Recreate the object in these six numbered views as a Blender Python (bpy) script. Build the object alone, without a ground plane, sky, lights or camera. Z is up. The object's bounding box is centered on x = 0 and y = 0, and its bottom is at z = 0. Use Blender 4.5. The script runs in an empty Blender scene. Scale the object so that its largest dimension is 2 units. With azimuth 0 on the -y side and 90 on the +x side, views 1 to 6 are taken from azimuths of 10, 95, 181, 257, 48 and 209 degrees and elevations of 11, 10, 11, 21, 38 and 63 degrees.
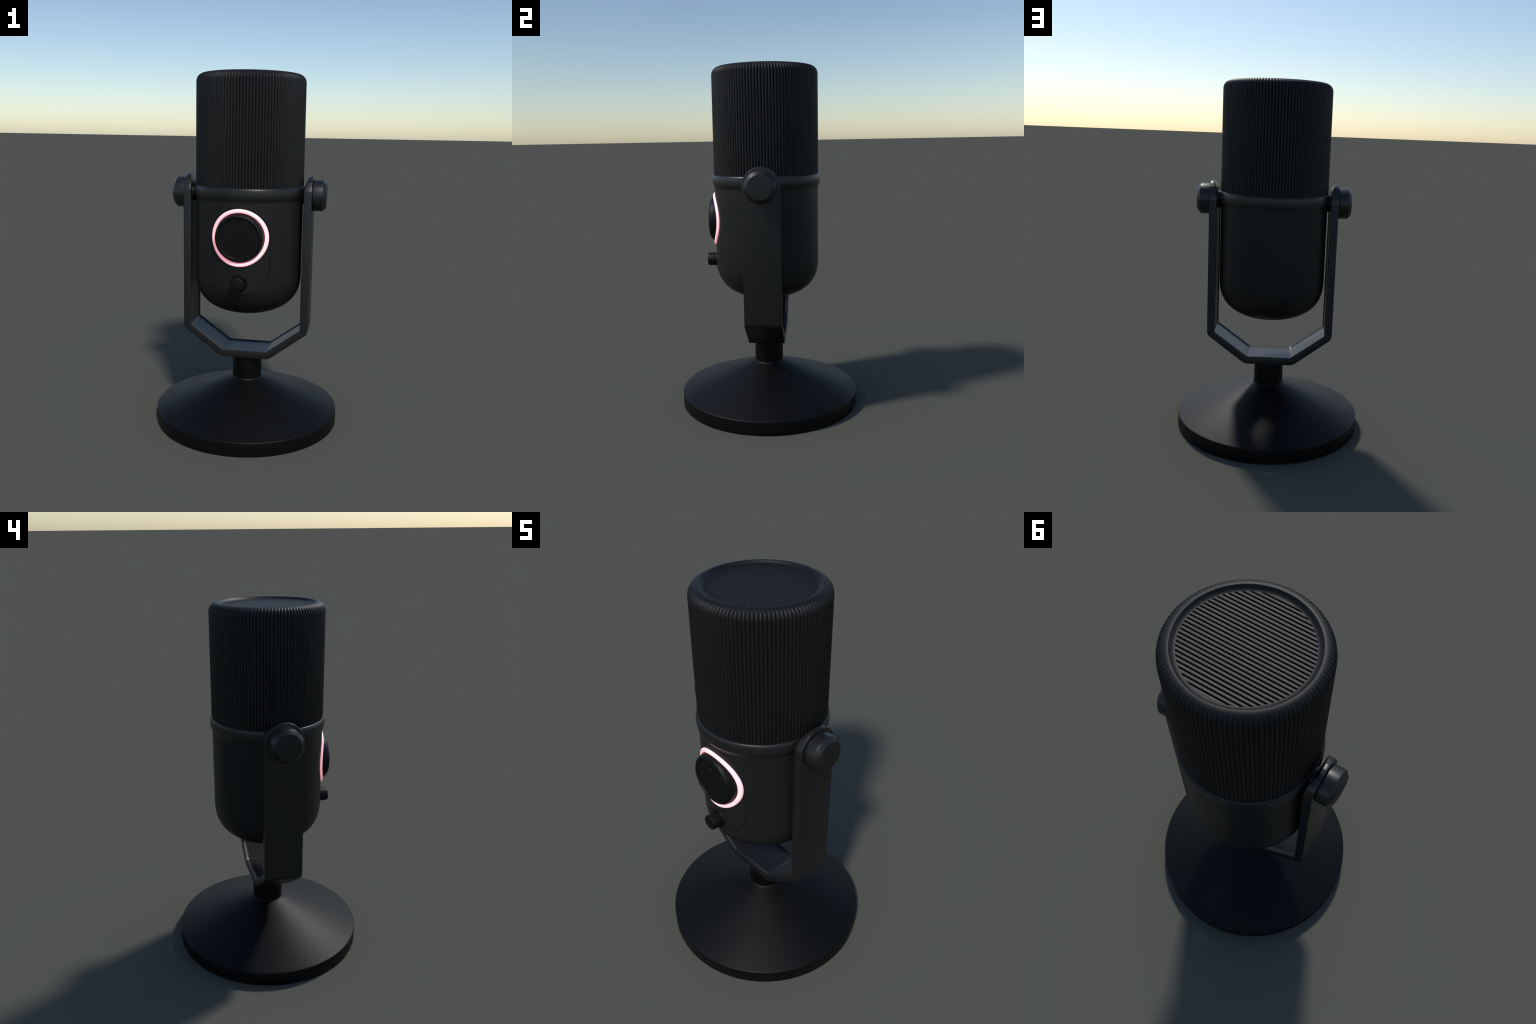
"""Desk condenser microphone: conical foot, forked yoke, round body with a ribbed
grille, a glowing ring round the dial and a small button.  Metres, z up."""
import bpy, bmesh, math
from mathutils import Vector

TAU = 2 * math.pi

# ------------------------------------------------------------------ materials
def plastic(name, colour, rough, spec=0.5, grain=0.02, round_edges=0.0):
    m = bpy.data.materials.new(name)
    m.use_nodes = True
    nt = m.node_tree
    b = nt.nodes["Principled BSDF"]
    b.inputs["Specular IOR Level"].default_value = spec
    tc = nt.nodes.new("ShaderNodeTexCoord")
    n = nt.nodes.new("ShaderNodeTexNoise")
    n.inputs["Scale"].default_value = 260.0
    n.inputs["Detail"].default_value = 2.0
    nt.links.new(tc.outputs["Object"], n.inputs["Vector"])
    ramp = nt.nodes.new("ShaderNodeValToRGB")
    lo = [c * (1 - 3 * grain) for c in colour] + [1]
    hi = [c * (1 + 3 * grain) for c in colour] + [1]
    ramp.color_ramp.elements[0].position = 0.3
    ramp.color_ramp.elements[0].color = lo
    ramp.color_ramp.elements[1].position = 0.7
    ramp.color_ramp.elements[1].color = hi
    nt.links.new(n.outputs["Fac"], ramp.inputs["Fac"])
    nt.links.new(ramp.outputs["Color"], b.inputs["Base Color"])
    mr = nt.nodes.new("ShaderNodeMapRange")
    mr.inputs["To Min"].default_value = rough - grain
    mr.inputs["To Max"].default_value = rough + grain
    nt.links.new(n.outputs["Fac"], mr.inputs["Value"])
    nt.links.new(mr.outputs["Result"], b.inputs["Roughness"])
    if round_edges:
        bv = nt.nodes.new("ShaderNodeBevel")
        bv.samples = 6
        bv.inputs["Radius"].default_value = round_edges
        nt.links.new(bv.outputs["Normal"], b.inputs["Normal"])
    return m

def glowing(name):
    m = bpy.data.materials.new(name)
    m.use_nodes = True
    b = m.node_tree.nodes["Principled BSDF"]
    b.inputs["Base Color"].default_value = (0.92, 0.91, 0.91, 1)
    b.inputs["Roughness"].default_value = 0.4
    b.inputs["Emission Color"].default_value = (1.0, 0.27, 0.33, 1)
    b.inputs["Emission Strength"].default_value = 0.60
    return m

M_BODY = plastic("black_dial_plastic", (0.0034, 0.0035, 0.0036), 0.48, spec=0.22)
M_SHELL = plastic("black_shell_plastic", (0.0120, 0.0122, 0.0119), 0.44, spec=0.25, round_edges=0.0022)
M_GRILLE = plastic("black_grille_plastic", (0.0050, 0.0052, 0.0053), 0.52, spec=0.32)
M_METAL = plastic("black_painted_metal", (0.0095, 0.0099, 0.0101), 0.38)
M_STEM = plastic("black_stem_coating", (0.0022, 0.0023, 0.0023), 0.45, spec=0.12)
M_FOOT = plastic("black_foot_coating", (0.0018, 0.0019, 0.0019), 0.50, spec=0.215)
M_LIGHT = glowing("pink_light_diffuser")

# ------------------------------------------------------------------ helpers
root = bpy.data.objects.new("microphone", None)
bpy.context.scene.collection.objects.link(root)
root["label"] = "black desk microphone on round foot with glowing pink ring"
root["category"] = "microphone"

def add(name, mesh, mat, parent=root):
    o = bpy.data.objects.new(name, mesh)
    bpy.context.scene.collection.objects.link(o)
    if mat and not mesh.materials:
        mesh.materials.append(mat)
    o.parent = parent
    return o

def mesh_from(name, verts, faces, smooth=True):
    me = bpy.data.meshes.new(name)
    me.from_pydata(verts, [], faces)
    me.polygons.foreach_set("use_smooth", [smooth] * len(me.polygons))
    me.update()
    return me

def sharpen(me, degrees):
    """mark edges sharper than an angle as hard, keep the rest smooth"""
    bm = bmesh.new(); bm.from_mesh(me)
    for e in bm.edges:
        e.smooth = not (len(e.link_faces) == 2 and e.calc_face_angle(0) > math.radians(degrees))
    bm.to_mesh(me); bm.free()

def arc(c, r, a0, a1, n):
    """points on a circle arc in the (radius, height) plane, degrees"""
    return [(c[0] + r * math.cos(math.radians(a0 + (a1 - a0) * i / n)),
             c[1] + r * math.sin(math.radians(a0 + (a1 - a0) * i / n))) for i in range(n + 1)]

def revolve(name, prof, seg, place=lambda x, y, z: (x, y, z), radial=None, sharp=40):
    """closed solid of revolution; profile runs axis -> outside -> axis"""
    verts, rings = [], []
    for r, z in prof:
        if r < 1e-6:
            rings.append([len(verts)]); verts.append(place(0, 0, z)); continue
        ring = []
        for k in range(seg):
            a = TAU * k / seg
            rr = r if radial is None else radial(r, z, a, k)
            ring.append(len(verts))
            verts.append(place(rr * math.cos(a), rr * math.sin(a), z))
        rings.append(ring)
    faces = []
    for A, B in zip(rings, rings[1:]):
        for k in range(seg):
            k2 = (k + 1) % seg
            if len(A) == 1 and len(B) == 1: continue
            if len(A) == 1: faces.append((A[0], B[k2], B[k]))
            elif len(B) == 1: faces.append((A[k], A[k2], B[0]))
            else: faces.append((A[k], A[k2], B[k2], B[k]))
    me = mesh_from(name, verts, faces)
    bm = bmesh.new(); bm.from_mesh(me)
    bmesh.ops.recalc_face_normals(bm, faces=bm.faces)
    bm.to_mesh(me); bm.free()
    if sharp: sharpen(me, sharp)
    return me

def apply_mods(o):
    dg = bpy.context.evaluated_depsgraph_get()
    me = bpy.data.meshes.new_from_object(o.evaluated_get(dg))
    o.modifiers.clear()
    old = o.data; o.data = me; bpy.data.meshes.remove(old)
    return o

def along_x(sign):
    return lambda x, y, z: (sign * z, y, Z_PIVOT + x)      # axis of revolution = +-x

def along_front(cz):
    return lambda x, y, z: (x, -z, cz + y)       # axis of revolution = -y

# ------------------------------------------------------------------ foot
R_FOOT = 0.5362
foot = [(0, 0.0), (R_FOOT - 0.004, 0.0), (R_FOOT - 0.001, 0.0012), (R_FOOT, 0.004)]
foot += [(0.5352, 0.0725)]
foot += arc((0.5282, 0.0735), 0.0072, 0, 68, 4)[1:]
foot += [(0.0965, 0.2468), (0.0918, 0.2490), (0.0889, 0.2510), (0.0870, 0.2535), (0.0860, 0.2565), (0.0846, 0.2590), (0.0, 0.2590)]
add("foot", revolve("foot", foot, 160, sharp=50), M_FOOT)

stem = [(0, 0.240), (0.0853, 0.240), (0.0853, 0.3900), (0.0835, 0.3965), (0, 0.3965)]
add("stem", revolve("stem", stem, 96, sharp=50), M_STEM)

# ------------------------------------------------------------------ yoke
X_OUT, X_IN, HALF_W = 0.3620, 0.3178, 0.1058
Z_PIVOT, Z_BOT, Z_FLOOR = 1.3430, 0.3942, 0.4386

def rounded(poly, radii, n=4):
    """round the corners of an open polyline in the xz plane"""
    out = [poly[0]]
    for a, b, c, r in zip(poly, poly[1:], poly[2:], radii):
        a, b, c = map(Vector, (a, b, c))
        u, v = (a - b).normalized(), (c - b).normalized()
        half = u.angle(v) / 2
        d = r / math.tan(half)
        ctr = b + (u + v).normalized() * (r / math.sin(half))
        p0, p1 = b + u * d, b + v * d
        a0 = math.atan2(*(p0 - ctr).yx); a1 = math.atan2(*(p1 - ctr).yx)
        da = (a1 - a0 + math.pi) % TAU - math.pi
        out += [tuple(ctr + Vector((math.cos(a0 + da * i / n), math.sin(a0 + da * i / n))) * r)
                for i in range(n + 1)]
    return out + [poly[-1]]

def offset_poly(poly, d):
    """move every segment of an open polyline sideways by d"""
    out = []
    P = [Vector(p) for p in poly]
    nrm = [Vector((b.y - a.y, a.x - b.x)).normalized() for a, b in zip(P, P[1:])]
    for i, p in enumerate(P):
        m = nrm[max(i - 1, 0)] + nrm[min(i, len(nrm) - 1)]
        m.normalize()
        out.append(tuple(p + m * (d / m.dot(nrm[min(i, len(nrm) - 1)]))))
    return out

def build_yoke():
    """flat strap bent to a fork; the inner side is a shallow tray with a thin raised edge"""
    RIM, SLOPE, DEPTH, FLAT = 0.0050, 0.0065, 0.0064, 0.016
    p_out = [(-X_OUT, Z_PIVOT), (-X_OUT, 0.5610), (-0.1405, Z_BOT), (0.1405, Z_BOT),
             (X_OUT, 0.5610), (X_OUT, Z_PIVOT)]
    p_in = [(-X_IN, Z_PIVOT), (-X_IN, 0.5790), (-0.1260, Z_FLOOR), (0.1260, Z_FLOOR),
            (X_IN, 0.5790), (X_IN, Z_PIVOT)]
    outer = rounded(p_out, [0.042, 0.060, 0.060, 0.042], 5)
    inner = rounded(p_in, [0.004, 0.02, 0.02, 0.004], 5)
    floor = rounded(offset_poly(p_in, DEPTH), [0.006, 0.026, 0.026, 0.006], 5)
    bm = bmesh.new()
    # ten strands of the section: (polyline, half width)
    strands = [(outer, -HALF_W), (outer, HALF_W), (inner, HALF_W), (inner, HALF_W - RIM),
               (floor, HALF_W - RIM - SLOPE), (floor, HALF_W - RIM - SLOPE - FLAT),
               (floor, -HALF_W + RIM + SLOPE + FLAT), (floor, -HALF_W + RIM + SLOPE), (inner, -HALF_W + RIM), (inner, -HALF_W)]
    cols = [[bm.verts.new((ln[i][0], y, ln[i][1])) for ln, y in strands] for i in range(len(outer))]
    n = len(strands)
    for A, B in zip(cols, cols[1:]):
        for k in range(n):
            bm.faces.new((A[k], A[(k + 1) % n], B[(k + 1) % n], B[k]))
    # rounded head of each arm: half discs of 12 flats
    for col in (cols[0], cols[-1]):
        arcs = []
        for hi, lo in ((1, 0), (2, 9), (3, 8), (4, 7), (5, 6)):
            x, r = col[hi].co.x, col[hi].co.y
            side = math.copysign(1, x)
            pts = [col[hi]]
            for k in range(1, 12):
                a = math.pi * k / 12
                xx = x
                if hi > 1:      # the inner side leans outward towards the top of the head
                    lean = X_IN + 0.0238 * (r * math.sin(a) / HALF_W) ** 2.6
                    xx = side * max(abs(x), lean)
                pts.append(bm.verts.new((xx, r * math.cos(a), Z_PIVOT + r * math.sin(a))))
            arcs.append(pts + [col[lo]])
        bm.faces.new(arcs[0])
        F = arcs[4]
        for k in range(6):
            bm.faces.new([F[k], F[k + 1]] + ([F[11 - k]] if k < 5 else []) + [F[12 - k]])
        for P, Q in zip(arcs, arcs[1:]):
            for k in range(12):
                bm.faces.new((P[k], P[k + 1], Q[k + 1], Q[k]))
    bmesh.ops.recalc_face_normals(bm, faces=bm.faces)
    rim = [e for e in bm.edges if e.calc_face_angle(0) > math.radians(60)]
    bmesh.ops.bevel(bm, geom=rim, offset=0.0034, segments=3, profile=0.5, affect='EDGES', clamp_overlap=True)
    for f in bm.faces: f.smooth = True
    for e in bm.edges:
        if len(e.link_faces) != 2: continue
        p, q = e.verts[0].co, e.verts[1].co
        if min(p.z, q.z) < Z_PIVOT - 0.001: continue
        rp, rq = math.hypot(p.y, p.z - Z_PIVOT), math.hypot(q.y, q.z - Z_PIVOT)
        ap, aq = math.atan2(p.z - Z_PIVOT, p.y), math.atan2(q.z - Z_PIVOT, q.y)
        if min(rp, rq) > HALF_W - 0.0035 and abs(ap - aq) < 0.01:
            e.smooth = False            # flats round the arm head stay visible
    me = bpy.data.meshes.new("yoke")
    bm.to_mesh(me); bm.free()
    return add("yoke", me, M_METAL)

build_yoke()

# pivots: clamp knob outside each arm, short boss inside
knob_prof = [(0, 0.350), (0.078, 0.350), (0.078, 0.3645), (0.0855, 0.3645), (0.0868, 0.3650), (0.0875, 0.3662), (0.0877, 0.3690),
             (0.0877, 0.4150), (0.0874, 0.4174), (0.0862, 0.4192), (0.0845, 0.4208), (0.0715, 0.4331), (0.0700, 0.4345),
             (0.0682, 0.4358), (0.0658, 0.4365), (0, 0.4195)]
boss_prof = [(0, 0.290), (0.0502, 0.290), (0.0502, 0.3262), (0, 0.3262)]
knob_me = {}
for s in (-1, 1):
    add("clamp_knob", revolve("clamp_knob", knob_prof, 96, along_x(s), sharp=40), M_METAL)
    add("pivot_boss", revolve("pivot_boss", boss_prof, 72, along_x(s), sharp=50), M_METAL)

# ------------------------------------------------------------------ body shell
R_BODY, Z_LOW, H_LOW = 0.3040, 0.6595, 0.24
P_LOW, Q_LOW = 2.3, 2.7
prof = []
N = 40
for i in range(N + 1):
    t = math.pi / 2 * i / N
    r = R_BODY * math.sin(t) ** (2 / P_LOW)
    z = Z_LOW + H_LOW * (1 - max(math.cos(t), 0) ** (2 / Q_LOW))
    prof.append((r if i else 0.0, z))
prof += [(R_BODY, 1.0), (R_BODY, 1.15), (R_BODY, 1.345), (0, 1.345)]
body = add("body_shell", revolve("body_shell", prof, 256), M_SHELL)

# control panel outline: a stadium standing upright on the front
Z_DIAL, Z_BUTTON = 1.131, 0.884
R_PANEL, Z_PB = 0.1600, 0.9815
def stadium(r, n=40):
    pts = [(r * math.cos(math.pi * k / n), Z_DIAL + r * math.sin(math.pi * k / n)) for k in range(n + 1)]
    pts += [(r * math.cos(math.pi + math.pi * k / n), Z_PB + r * math.sin(math.pi + math.pi * k / n)) for k in range(n + 1)]
    return pts

def prism(name, outline, y0, y1):
    n = len(outline)
    verts = [(x, y0, z) for x, z in outline] + [(x, y1, z) for x, z in outline]
    faces = [tuple(range(n)), tuple(range(2 * n - 1, n - 1, -1))]
    faces += [(k, n + k, n + (k + 1) % n, (k + 1) % n) for k in range(n)]
    me = mesh_from(name, verts, faces, smooth=False)
    bm = bmesh.new(); bm.from_mesh(me)
    bmesh.ops.recalc_face_normals(bm, faces=bm.faces)
    bm.to_mesh(me); bm.free()
    return me

def boolean(o, mesh, op):
    c = bpy.data.objects.new("cutter", mesh)
    bpy.context.scene.collection.objects.link(c)
    md = o.modifiers.new("b", "BOOLEAN")
    md.operation, md.solver, md.object = op, "EXACT", c
    apply_mods(o)
    bpy.data.objects.remove(c)
    bpy.data.meshes.remove(mesh)

def cyl_mesh(name, r, z0, z1, seg=256):
    return revolve(name, [(0, z0), (r, z0), (r, z1), (0, z1)], seg)

boolean(body, prism("cut", stadium(R_PANEL + 0.0022), -0.5, -0.1), "DIFFERENCE")
sharpen(body.data, 30)

panel = add("control_panel", prism("control_panel", stadium(R_PANEL), -0.5, -0.09), M_SHELL)
boolean(panel, cyl_mesh("c", 0.3042, 0.5, 1.5), "INTERSECT")
sharpen(panel.data, 30)
panel.data.polygons.foreach_set("use_smooth", [True] * len(panel.data.polygons))
# close the pocket behind the groove
pocket = add("panel_bed", prism("panel_bed", stadium(R_PANEL + 0.004), -0.5, -0.095), M_BODY)
boolean(pocket, cyl_mesh("c", 0.2990, 0.80, 1.31), "INTERSECT")
boolean(pocket, prism("c", stadium(R_PANEL - 0.004), -0.5, 0.1), "DIFFERENCE")
body_in = revolve("c", [(r * 0.985, z + 0.004 if r < .2 else z) for r, z in prof], 128)
boolean(pocket, body_in, "INTERSECT")
for p_ in (pocket,):
    sharpen(p_.data, 30)

# ------------------------------------------------------------------ collar
collar = [(0.285, 1.3165), (0.3040, 1.3165), (0.3050, 1.3205), (0.3066, 1.3250), (0.3096, 1.3302), (0.3126, 1.3365),
          (0.3143, 1.3445), (0.3149, 1.3550), (0.3148, 1.3665), (0.3141, 1.3765), (0.3125, 1.3850), (0.3100, 1.3908),
          (0.3072, 1.3930), (0.285, 1.3930), (0.285, 1.3165)]
add("collar", revolve("collar", collar, 192, sharp=60), M_METAL)

# ------------------------------------------------------------------ ribbed grille
RIBS, SUB = 112, 14
R_LIP, Z_TOP, Z_SHOULDER = 0.2567, 2.0, 1.9560
def rib_depth(r, z, a, k):
    """valley depth fades out over the rounded shoulder"""
    t = (k % SUB) / SUB
    d = 1 - abs(math.cos(math.pi * t)) ** 0.9
    fade = min(1, max(0, (r - 0.266) / 0.034)) if z > Z_SHOULDER - 0.01 else 1
    fade = fade * fade * (3 - 2 * fade)
    inside = 0 if r < R_LIP + 1e-4 else 1
    return r - 0.0058 * d * fade * inside
g = [(0.27, 1.386), (0.3060, 1.386), (0.3056, 1.6), (0.3048, 1.85), (0.3043, Z_SHOULDER)]
for i in range(1, 13):
    t = math.pi / 2 * i / 13
    g.append((0.2585 + 0.0458 * math.cos(t) ** 0.95, Z_SHOULDER + (Z_TOP - Z_SHOULDER) * math.sin(t)))
g += [(0.2600, Z_TOP), (0.2582, Z_TOP - 0.0001), (0.2566, Z_TOP - 0.0009), (0.2546, Z_TOP - 0.0030), (0.2512, Z_TOP - 0.0068),
      (0.2470, Z_TOP - 0.0102), (0.2420, Z_TOP - 0.0126), (0.2368, Z_TOP - 0.0137), (0.2350, Z_TOP - 0.034), (0.2300, Z_TOP - 0.040)]
g += [(0.0, Z_TOP - 0.040)]
add("grille", revolve("grille", g, RIBS * SUB, radial=rib_depth, sharp=62), M_GRILLE)

# slats across the top opening
PITCH, R_OPEN = 0.01650, 0.2375
Z_SLAT = 1.9868
def slat(y):
    half = math.sqrt(R_OPEN ** 2 - y * y) + 0.0
    w, h, e = 0.0060, 0.0140, 0.0018
    prof2 = [(-w - 0.0022, -h), (-w - 0.0006, -h * 0.45)]
    prof2 += [(-w + e - e * math.cos(t), -e + e * math.sin(t)) for t in (0.3, 0.8, 1.2, math.pi / 2)]
    prof2 += [(-a, b) for a, b in reversed(prof2)]
    n = len(prof2)
    verts = []
    for side in (-1, 1):
        for dy, dz in prof2:
            yy = min(max(y + dy, -R_OPEN), R_OPEN)
            verts.append((side * math.sqrt(max(R_OPEN ** 2 - yy * yy, 1e-8)), y + dy, Z_SLAT + dz))
    faces = [tuple(range(n - 1, -1, -1)), tuple(range(n, 2 * n))]
    faces += [(k, (k + 1) % n, n + (k + 1) % n, n + k) for k in range(n)]
    me = mesh_from("slat", verts, faces)
    bm = bmesh.new(); bm.from_mesh(me)
    bmesh.ops.recalc_face_normals(bm, faces=bm.faces)
    bm.to_mesh(me); bm.free()
    sharpen(me, 50)
    return me
top = add("top_grille", revolve("top_grille", [(0, 1.966), (R_OPEN, 1.966), (R_OPEN, 1.9785), (0, 1.9785)], 96), M_GRILLE)
for k in range(-14, 15):
    if abs(k * PITCH) < R_OPEN - 0.006:
        add("slat", slat(k * PITCH), M_GRILLE, top)

# ------------------------------------------------------------------ glowing ring, follows the curved front
def wrapped_ring(name, r0, r1, proud, rnd, n=160, R=0.3041, sink=0.006):
    """flat ring projected along y on to the cylinder of the body"""
    sec = [(r0, -sink)]
    sec += [(r0 + rnd - rnd * math.cos(t), proud - rnd + rnd * math.sin(t)) for t in (0, 0.4, 0.8, 1.2, math.pi / 2)]
    sec += [((r0 + r1) / 2, proud + 0.0006)]
    sec += [(r1 - rnd + rnd * math.sin(t), proud - rnd + rnd * math.cos(t)) for t in (0, 0.4, 0.8, 1.2, math.pi / 2)]
    sec += [(r1, -sink)]
    m = len(sec)
    verts, faces = [], []
    for k in range(n):
        a = TAU * k / n
        for r, h in sec:
            x = r * math.cos(a)
            verts.append((x, -math.sqrt(R * R - x * x) - h, Z_DIAL + r * math.sin(a)))
    for k in range(n):
        for j in range(m):
            a, b = k * m, ((k + 1) % n) * m
            faces.append((a + j, a + (j + 1) % m, b + (j + 1) % m, b + j))
    me = mesh_from(name, verts, faces)
    bm = bmesh.new(); bm.from_mesh(me)
    bmesh.ops.recalc_face_normals(bm, faces=bm.faces)
    bm.to_mesh(me); bm.free()
    sharpen(me, 60)
    return me
add("light_ring", wrapped_ring("light_ring", 0.1342, 0.1552, 0.0108, 0.0065), M_LIGHT)

# ------------------------------------------------------------------ dial with pointer notch
dial = [(0, 0.26), (0.1318, 0.26), (0.1318, 0.3000), (0.1308, 0.3075), (0.1293, 0.3145), (0.1270, 0.3205),
        (0.1236, 0.3258), (0.1194, 0.3297), (0.1152, 0.3313), (0.1118, 0.3311), (0.1098, 0.3296), (0.1088, 0.3278),
        (0.1078, 0.3264), (0.1060, 0.3258), (0.1040, 0.3258), (0, 0.3258)]
dial_o = add("dial", revolve("dial", dial, 128, along_front(Z_DIAL)), M_BODY)
def scoop(r, z0, z1, y):
    """round-ended groove cutter lying in the dial face"""
    prof = [(0, z0 - r)] + [(r * math.cos(t), z0 + r * math.sin(t)) for t in [-math.pi / 2 * (1 - i / 8) for i in range(1, 9)]]
    return revolve("cut", prof + [(r, z1), (0, z1)], 32, lambda a, b, c: (a, y + b, c))
boolean(dial_o, scoop(0.0108, Z_DIAL + 0.0695, Z_DIAL + 0.1090, -0.3296), "DIFFERENCE")
dial_o.data.polygons.foreach_set("use_smooth", [True] * len(dial_o.data.polygons))
sharpen(dial_o.data, 35)

# ------------------------------------------------------------------ button and its seat
btn = [(0, 0.28), (0.0405, 0.28), (0.0400, 0.3100), (0.0388, 0.3525), (0.0380, 0.3560), (0.0362, 0.3582), (0.0330, 0.3590), (0, 0.3592)]
add("button", revolve("button", btn, 72, along_front(Z_BUTTON)), M_BODY)
seat = [(0.0425, 0.285), (0.0425, 0.3040), (0.0440, 0.3058), (0.0462, 0.3060), (0.0480, 0.3050), (0.0490, 0.3020), (0.0490, 0.285), (0.0425, 0.285)]
add("button_seat", revolve("button_seat", seat, 72, along_front(Z_BUTTON), sharp=50), M_BODY)
